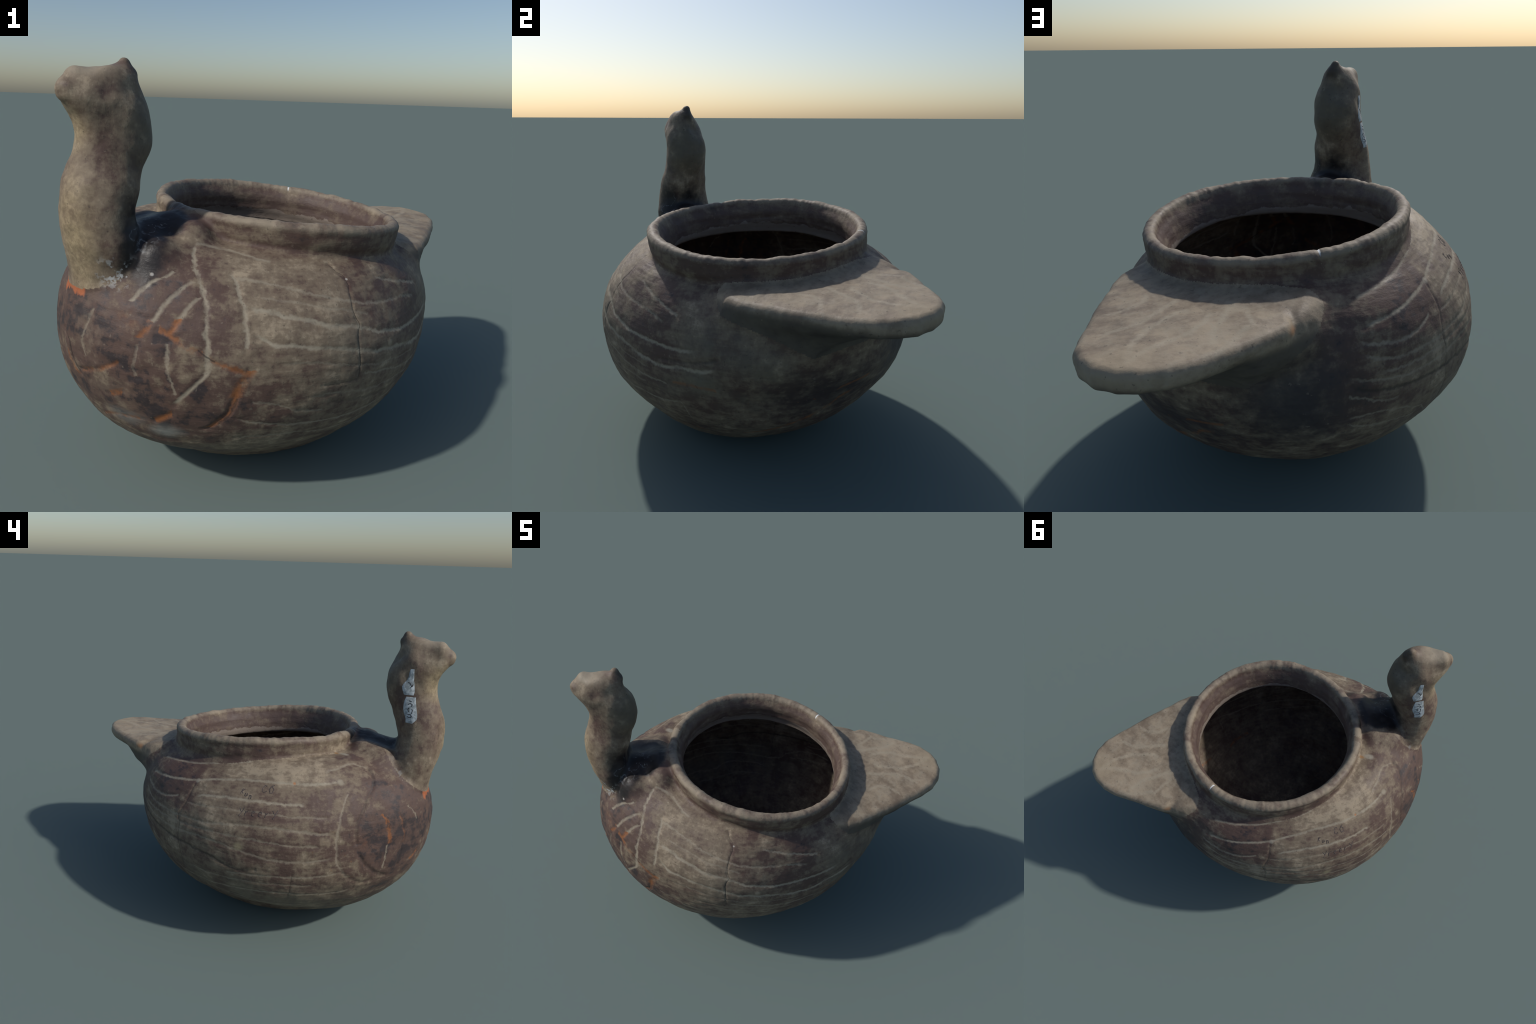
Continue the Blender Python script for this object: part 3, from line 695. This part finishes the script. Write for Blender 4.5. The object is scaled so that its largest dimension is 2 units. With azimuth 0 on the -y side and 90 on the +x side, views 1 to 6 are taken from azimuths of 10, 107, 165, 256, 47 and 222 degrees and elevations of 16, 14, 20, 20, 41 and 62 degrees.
        flecks = g.math("MULTIPLY", g.ramp(fl, .54, .63), zone)
        col = g.mix(flecks, col, (.42, .43, .42))
    if role == "pot":
        teeth = g.math("MULTIPLY_ADD", g.noise(g.vec(g.math("MULTIPLY", az, .40), g.math("MULTIPLY", el, .12), 0.0), 1.0, 3, .6), -6.0, 18.6)
        chip = g.ramp(g.math("SUBTRACT", el, teeth), -.35, .35)
        chip = g.math("MULTIPLY", chip, g.ramp(g.math("ABSOLUTE", g.math("ADD", az, 130.5)), 5.6, 4.6))
        chip = g.math("MULTIPLY", chip, g.ramp(el, 23.5, 22.5))
        warm = g.mix(n_fine, (.38, .115, .045), (.30, .10, .045))
    rough_extra = None
    if role == "pot":
        # incised lines, rusty seams and cracks
        wa = g.math("MULTIPLY_ADD", streak, 1e-5, g.math("MULTIPLY_ADD", g.noise(p, 13, 3, .6), 2.2, -1.1))
        wa = g.math("ADD", wa, g.math("MULTIPLY_ADD", g.noise(p, 52, 3, .6), 1.1, -.55))
        az, el = g.math("MULTIPLY_ADD", streak, 1e-5, az), g.math("MULTIPLY_ADD", streak, 1e-5, el)
        azw, elw = g.math("ADD", az, wa), g.math("MULTIPLY_ADD", wa, .7, el)
        patchy = g.noise(p, 15, 3, .6)
        score = rust = crack = None
        for kind, run, width, depth, power, pts in MARKS:
            u, w = (azw, elw) if run == "az" else (elw, azw)
            if kind == "crack":
                u, w = (az, g.math("MULTIPLY_ADD", wa, .35, el)) if run == "az" else (el, g.math("MULTIPLY_ADD", wa, .5, az))
            c, tt = g.curve(u, pts)
            d = g.math("ABSOLUTE", g.math("SUBTRACT", w, c))
            q = np.array(pts)
            s = math.radians(1) * 0.87 * (1 if run == "az" else math.cos(math.radians(q[:, 0].mean())))
            slope = abs(np.diff(q[:, 1]) / np.diff(q[:, 0])).mean()
            wdeg = width / s * math.sqrt(1 + min(slope, 1.5) ** 2)
            soft = {"crack": 1.0, "rust": 2.3}.get(kind, 1.65)
            line = g.ramp(d, wdeg * soft, wdeg * .15, 0.0, power)
            span = g.ramp(g.math("ABSOLUTE", g.math("SUBTRACT", tt, .5)), .4999, .47, 0.0, 1.0)
            line = g.math("MULTIPLY", line, span)
            if kind == "scored":
                score = line if score is None else g.math("MAXIMUM", score, line)
            elif kind == "rust":
                rust = line if rust is None else g.math("MAXIMUM", rust, line)
            else:
                crack = line if crack is None else g.math("MAXIMUM", crack, g.math("MULTIPLY", line, .55 if kind == "furrow" else 1.0))
        score = g.math("MULTIPLY", score, g.ramp(g.math("MULTIPLY_ADD", n_fine, .55, patchy), .48, .86, .38, 1.0))
        col = g.mix(score, col, SCORE)
        rust = g.math("MULTIPLY", rust, g.ramp(g.math("MULTIPLY_ADD", n_fine, .5, patchy), .56, .86, .05, 1.0))
        col = g.mix(rust, col, g.mix(n_fine, (.20, .075, .028), RUST))
        col = g.mix(g.math("MULTIPLY", crack, .85), col, (.022, .018, .016))
        col = g.mix(chip, col, warm)
        # small pale spots: lost slip
        for a, e, r_, c_ in ((191, 29, 1.6, SCORE), (-48.0, 26.8, .5, (.40, .38, .34)), (125.6, 26.2, 1.3, (.30, .26, .20)), (204.5, 41, 2.2, (.33, .30, .24)),
                             (151, 6.6, 2.0, (.25, .21, .13)), (171.5, 30.2, .8, (.36, .16, .07)), (-109.8, 24.6, .55, (.40, .38, .35)), (203, 43, 1.6, (.28, .15, .06))):
            spot = g.near(azel, (a, e, 0), (r_ * 1.2, r_, 1), .3, g.math("MULTIPLY", wob, .8))
            col = g.mix(g.math("MULTIPLY", spot, .85), col, c_)
    if role == "tail":
        vein = g.noise(g.scaled(p, (6, 6, 2)), 1.0, 3, .5)
        vein = g.ramp(g.math("ABSOLUTE", g.math("SUBTRACT", vein, .5)), .055, .0, 0, .5)
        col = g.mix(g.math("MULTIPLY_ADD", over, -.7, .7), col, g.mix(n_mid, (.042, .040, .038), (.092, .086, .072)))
        vein = g.math("MULTIPLY", g.math("MULTIPLY", vein, over), g.ramp(n_mid, .35, .6))
        col = g.mix(vein, col, (.30, .255, .19))
        tx = g.new("ShaderNodeSeparateXYZ")
        g.put(tx.inputs[0], place)
        wv = g.math("MULTIPLY_ADD", n_mid, 3.0, -1.5)
        along = g.math("ADD", wv, g.math("MULTIPLY_ADD", tx.outputs[0], -100 * AXIS[0], g.math("MULTIPLY", tx.outputs[1], -100 * AXIS[1])))
        across = g.math("ADD", wv, g.math("MULTIPLY_ADD", tx.outputs[0], -100 * SIDE[0], g.math("MULTIPLY", tx.outputs[1], -100 * SIDE[1])))
        for pts in TAIL_VEINS:
            c, tt = g.curve(along, pts)
            d = g.math("ABSOLUTE", g.math("SUBTRACT", across, c))
            line = g.math("MULTIPLY", g.ramp(d, 2.3, .2, 0.0, .85), g.ramp(g.math("ABSOLUTE", g.math("SUBTRACT", tt, .5)), .4999, .42, 0.0, 1.0))
            col = g.mix(g.math("MULTIPLY", g.math("MULTIPLY", line, over), g.ramp(n_fine, .30, .62, .4, 1.0)), col, (.31, .265, .195))
        worn = g.math("MULTIPLY", g.near(place, (.80, .93, .995), (.20, .17, .05), .1, wob), .7)
        col = g.mix(worn, col, (.34, .275, .185))
        rust_tip = g.near(place, (.25, .815, .985), (.05, .04, .03), .1, wob)
        col = g.mix(g.math("MULTIPLY", rust_tip, .8), col, (.27, .11, .04))
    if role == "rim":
        mo = g.new("ShaderNodeVectorMath", operation="SUBTRACT")
        g.put(mo.inputs[0], place)
        mo.inputs[1].default_value = (MOUTH[0], MOUTH[1], 0)
        sx = g.new("ShaderNodeSeparateXYZ")
        g.put(sx.inputs[0], mo.outputs[0])
        rad = g.math("SQRT", g.math("MULTIPLY_ADD", sx.outputs[0], sx.outputs[0], g.math("MULTIPLY", sx.outputs[1], sx.outputs[1])))
        below = g.math("MULTIPLY_ADD", sx.outputs[0], .0909, g.math("MULTIPLY_ADD", sx.outputs[1], .0208, g.math("SUBTRACT", sx.outputs[2], 1.1798)))
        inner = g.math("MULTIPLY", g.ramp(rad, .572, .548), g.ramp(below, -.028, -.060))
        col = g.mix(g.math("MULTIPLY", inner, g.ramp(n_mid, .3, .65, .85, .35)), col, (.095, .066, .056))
        hem = g.math("MULTIPLY", g.ramp(rad, .58, .56), g.ramp(g.math("MULTIPLY_ADD", n_mid, .09, below), -.104, -.111))
        col = g.mix(g.math("MULTIPLY", hem, .85), col, (.235, .195, .160))
        lip_top = g.math("MULTIPLY", g.ramp(below, -.040, -.008), g.ramp(n_mid, .32, .60, .25, .85))
        col = g.mix(lip_top, col, (.27, .225, .165))
        fleck = g.near(place, (.060, .553, 1.158), (.0065, .034, .024), .5)
        col = g.mix(fleck, col, (.72, .72, .70))
    g.put(bsdf.inputs["Base Color"], col)
    pits = g.ramp(g.noise(p, 62, 2, .5), .66, .74)
    col = g.mix(g.math("MULTIPLY", pits, .45), col, (.040, .031, .027))
    dots = g.ramp(g.noise(g.scaled(p, (1, 1, 1), (3.1, 1.7, .4)), 48, 2, .5), .70, .76)
    col = g.mix(g.math("MULTIPLY", dots, .22), col, (.33, .28, .21))
    g.put(bsdf.inputs["Base Color"], col)
    rough = g.ramp(n_mid, .3, .7, .54, .74)
    if role in ("neck", "fill", "rim", "pot"):
        rough = g.math("MULTIPLY_ADD", black, -.16, rough)
    g.put(bsdf.inputs["Roughness"], rough)
    bsdf.inputs["Specular IOR Level"].default_value = 0.36
    height = g.math("MULTIPLY_ADD", n_fine, .35, g.math("MULTIPLY", streak, .6))
    bump = g.new("ShaderNodeBump")
    bump.inputs["Strength"].default_value, bump.inputs["Distance"].default_value = 0.35, 0.012
    g.put(bump.inputs["Height"], height)
    g.put(bsdf.inputs["Normal"], bump.outputs[0])
    return m


def plain(name, colour, rough, mottled=None):
    m = bpy.data.materials.new(name)
    m.use_nodes = True
    g = Nodes(m.node_tree)
    bsdf = m.node_tree.nodes["Principled BSDF"]
    p = g.new("ShaderNodeTexCoord").outputs["Object"]
    col = g.mix(g.ramp(g.noise(p, 45, 4, .65), .38, .62), colour, mottled or tuple(c * .8 for c in colour))
    g.put(bsdf.inputs["Base Color"], col)
    bsdf.inputs["Roughness"].default_value = rough
    bsdf.inputs["Specular IOR Level"].default_value = 0.3
    return m


# ------------------------------------------------------------------ build
def attach(obj, parent):
    obj.parent = parent
    bpy.context.scene.collection.objects.link(obj)
    return obj


def build():
    root = bpy.data.objects.new("bird_effigy_bowl", None)
    root["label"] = "round brown clay bowl shaped like a bird, incised bands"
    root["category"] = "pottery bowl"
    bpy.context.scene.collection.objects.link(root)

    v, f = skin()
    v = settle(v)
    n = vertex_normals(v, f)
    if (n[::50] * gradient(f_all, v[::50])).sum(1).mean() < 0:
        f = f[:, ::-1]
        n = -n
    v = relief(v, n)
    v[:, 2] = np.maximum(v[:, 2], 0.0)                                 # rests on a small flat
    n = vertex_normals(v, f)

    # which part each face belongs to
    c = v[f].mean(1)
    x, w, th = rim_frame(c)
    pot, tail, bird, fill = f_pot(c), f_tail(c), f_bird(c), round_cone(c, FILL)
    collar = f_collar(c)
    part = np.zeros(len(f), int)                                       # 0 pot body
    inner = (pot < -WALL * .55) & (collar > 0.012)
    part[(collar < 0.010) & (w > -0.24) & (fill > 0.0)] = 1              # mouth collar
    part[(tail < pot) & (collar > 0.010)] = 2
    neck = (bird < pot) & (bird < fill) & (c[:, 2] > 0.86) & (part != 1)
    part[neck] = 3
    part[(fill <= np.minimum(bird, pot)) & (collar > 0.004)] = 6
    part[neck & (c[:, 2] > 1.50 + 0.25 * ((c[:, :2] - SKULL[:2]) @ AXIS) * -1)] = 4
    part[(part == 4) & (round_cone(c, CREST) < 0.012) & (c[:, 2] > 1.735)] = 5
    part[inner & (part == 0)] = 7
    names = ["pot_body", "mouth_collar", "tail", "neck", "head", "crest", "resin_fill", "bowl_interior"]
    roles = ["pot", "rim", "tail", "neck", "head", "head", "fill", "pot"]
    mats, made = {}, {}
    for k, (name, role) in enumerate(zip(names, roles)):
        fk = f[part == k]
        if not len(fk):
            continue
        used, idx = np.unique(fk, return_inverse=True)
        me = bpy.data.meshes.new(name)
        me.vertices.add(len(used))
        me.vertices.foreach_set("co", v[used].astype(np.float32).ravel())
        me.loops.add(fk.size)
        me.loops.foreach_set("vertex_index", idx.ravel().astype(np.int32))
        me.polygons.add(len(fk))
        me.polygons.foreach_set("loop_start", np.arange(0, fk.size, 4, dtype=np.int32))
        me.update(calc_edges=True)
        me.polygons.foreach_set("use_smooth", [True] * len(me.polygons))
        me.normals_split_custom_set_from_vertices(n[used].tolist())
        if role not in mats:
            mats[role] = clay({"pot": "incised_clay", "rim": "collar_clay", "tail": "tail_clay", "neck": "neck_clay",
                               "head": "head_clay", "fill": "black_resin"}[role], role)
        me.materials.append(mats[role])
        made[name] = attach(bpy.data.objects.new(name, me), root)
    for child, par in (("crest", "head"),):
        made[child].parent = made[par]
    marks(made)


def patch(name, outline, place, thick, mat, parent):
    """small slab of paint following the surface: outline in 2D, place() maps to a surface point and normal"""
    rows, cols = 14, 8
    verts, faces = [], []
    for lift in (thick, -0.004):
        for i in range(rows + 1):
            t = i / rows
            a, b = outline(t)
            q, nn = place(a + (b - a) * np.arange(cols + 1) / cols, np.full(cols + 1, t))
            for j in range(cols + 1):
                edge = min(i, rows - i, j, cols - j)
                verts.append(q[j] + nn[j] * (lift if edge else min(lift, 0.0)))
    m = (rows + 1) * (cols + 1)
    for i in range(rows):
        for j in range(cols):
            a = i * (cols + 1) + j
            faces.append((a, a + 1, a + cols + 2, a + cols + 1))
            faces.append(tuple(m + k for k in (a, a + cols + 1, a + cols + 2, a + 1)))
    me = bpy.data.meshes.new(name)
    me.from_pydata([tuple(p) for p in verts], [], faces)
    me.polygons.foreach_set("use_smooth", [True] * len(me.polygons))
    me.materials.append(mat)
    return attach(bpy.data.objects.new(name, me), parent)


def stroke(name, paths, place, width, mat, parent, lift=0.0):
    """pen strokes: thin half sunk ribbons that follow the surface"""
    cu = bpy.data.curves.new(name, "CURVE")
    cu.dimensions, cu.bevel_depth, cu.bevel_resolution = "3D", width, 1
    for path in paths:
        p = np.array(path, float)
        t = np.linspace(0, len(p) - 1, 5 * (len(p) - 1) + 1)
        xs, ys = (np.interp(t, range(len(p)), p[:, a]) for a in (0, 1))
        sp = cu.splines.new("POLY")
        sp.points.add(len(t) - 1)
        q, nn = place(xs, ys)
        for k in range(len(t)):
            sp.points[k].co = (*(q[k] + nn[k] * (lift - width * 0.55)), 1)
            sp.points[k].radius = 0.75 + 0.5 * math.sin(k * 1.7 + xs[k]) ** 2
    ob = bpy.data.objects.new(name, cu)
    bpy.context.scene.collection.objects.link(ob)
    me = bpy.data.meshes.new_from_object(ob)
    bpy.data.objects.remove(ob)
    me.name = name
    me.materials.clear()
    me.materials.append(mat)
    return attach(bpy.data.objects.new(name, me), parent)


def marks(made):
    white = plain("label_paint", (.46, .50, .52), .6, (.22, .25, .26))
    ink = plain("pen_ink", (.110, .088, .080), .75, (.058, .045, .043))
    dark = plain("label_ink", (.035, .036, .04), .6)

    def surface(fn, o, d):
        """march many points at once onto a field; gives points and normals"""
        d = d / np.linalg.norm(d, axis=1, keepdims=True)
        for _ in range(14):
            o = o + d * fn(o)[:, None]
        g = gradient(fn, o)
        g = g / np.linalg.norm(g, axis=1, keepdims=True)
        return relief(o, g), g

    # painted labels on the left side of the neck, s runs toward the back, t upward
    left = np.array([*-SIDE, 0.0])
    across = AXIS

    def on_neck(s, t):
        q = np.stack([-0.53 - across[0] * s, -0.735 - across[1] * s, t], 1)
        q, nn = surface(f_bird, q + left * 0.3, np.tile(-left, (len(q), 1)))
        return q + nn * 0.001, nn
    lower = [(-.004, .034), (-.026, .036), (-.025, .050), (-.018, .056), (-.012, .057), (-.006, .056), (-.002, .050)]
    upper = [(.012, .064), (.009, .074), (.012, .081), (.015, .074), (.021, .058), (.022, .052), (.024, .051), (.026, .046)]
    patch("paint_label", lambda t: _label(t, lower), lambda s, t: on_neck(s, 1.328 + .142 * t), .0022, white, made["neck"])
    patch("paint_label", lambda t: _label(t, upper), lambda s, t: on_neck(s, 1.480 + .142 * t), .0022, white, made["neck"])
    digits = [[(.030, 1.362), (.014, 1.358), (.004, 1.366), (.012, 1.376), (.028, 1.374)], [(.008, 1.380), (.005, 1.398), (.010, 1.408)],
              [(.024, 1.388), (.030, 1.402), (.024, 1.412)], [(.034, 1.428), (.022, 1.436), (.010, 1.430), (.014, 1.420)], [(.030, 1.450), (.016, 1.446)],
              [(.052, 1.548), (.040, 1.546), (.032, 1.534), (.026, 1.526), (.022, 1.540), (.034, 1.520)]]
    stroke("label_number", digits, on_neck, .0030, dark, made["neck"], .0022)

    # two lines of faded handwriting on the left flank (azimuth, elevation)
    def on_pot(a, e):
        ar, er = np.radians(a), np.radians(e)
        dirn = np.stack([np.cos(er) * np.cos(ar), np.cos(er) * np.sin(ar), np.sin(er)], 1)
        return surface(f_pot, CENTRE + dirn * 1.2, -dirn)
    # letters are written in a little box, x along the flank, y upward, then laid on the pot
    glyph = {"H": [[(0, 0), (.35, 1)], [(.55, 0), (.9, 1)], [(.2, .5), (.75, .5)]], "u": [[(.1, .6), (.05, .1), (.3, 0), (.6, .1), (.7, .65), (.72, 0)]],
             "n": [[(.05, 0), (.1, .6), (.35, .65), (.6, .5), (.62, 0)]], "C": [[(.85, .85), (.45, 1), (.1, .6), (.15, .15), (.5, 0), (.9, .2)]],
             "o": [[(.5, .95), (.1, .6), (.3, .05), (.75, .1), (.85, .6), (.5, .95), (.9, 1.1)]], "Y": [[(.05, 1), (.45, .5)], [(.95, 1.05), (.3, -.1)]],
             "e": [[(.1, .4), (.65, .5), (.5, .75), (.15, .6), (.15, .15), (.6, .05)]], "r": [[(.1, 0), (.15, .65)], [(.15, .4), (.5, .65)]],
             "K": [[(.05, 0), (.3, 1)], [(.9, 1), (.2, .5), (.8, .05)]]}
    def lay(letters, a0, e0, da, de, size):
        out = []
        for i, ch in enumerate(letters):
            for s in glyph[ch]:
                out.append([(a0 + (i + px * .8) * size + 0.15 * py * size, e0 + i * de + py * size * da) for px, py in s])
        return out
    writing = lay("Kun", 148.8, 25.2, 1.0, -.75, 1.95) + lay("Co", 157.6, 26.4, 1.0, -.25, 2.9) + lay("YreerY", 149.6, 17.6, 1.0, .0, 2.55)
    stroke("ink_writing", writing, on_pot, .0036, ink, made["pot_body"])


def _label(t, knots):
    k = np.array(knots)
    x = np.linspace(0, 1, len(k))
    return np.interp(t, x, k[:, 0]), np.interp(t, x, k[:, 1])


build()
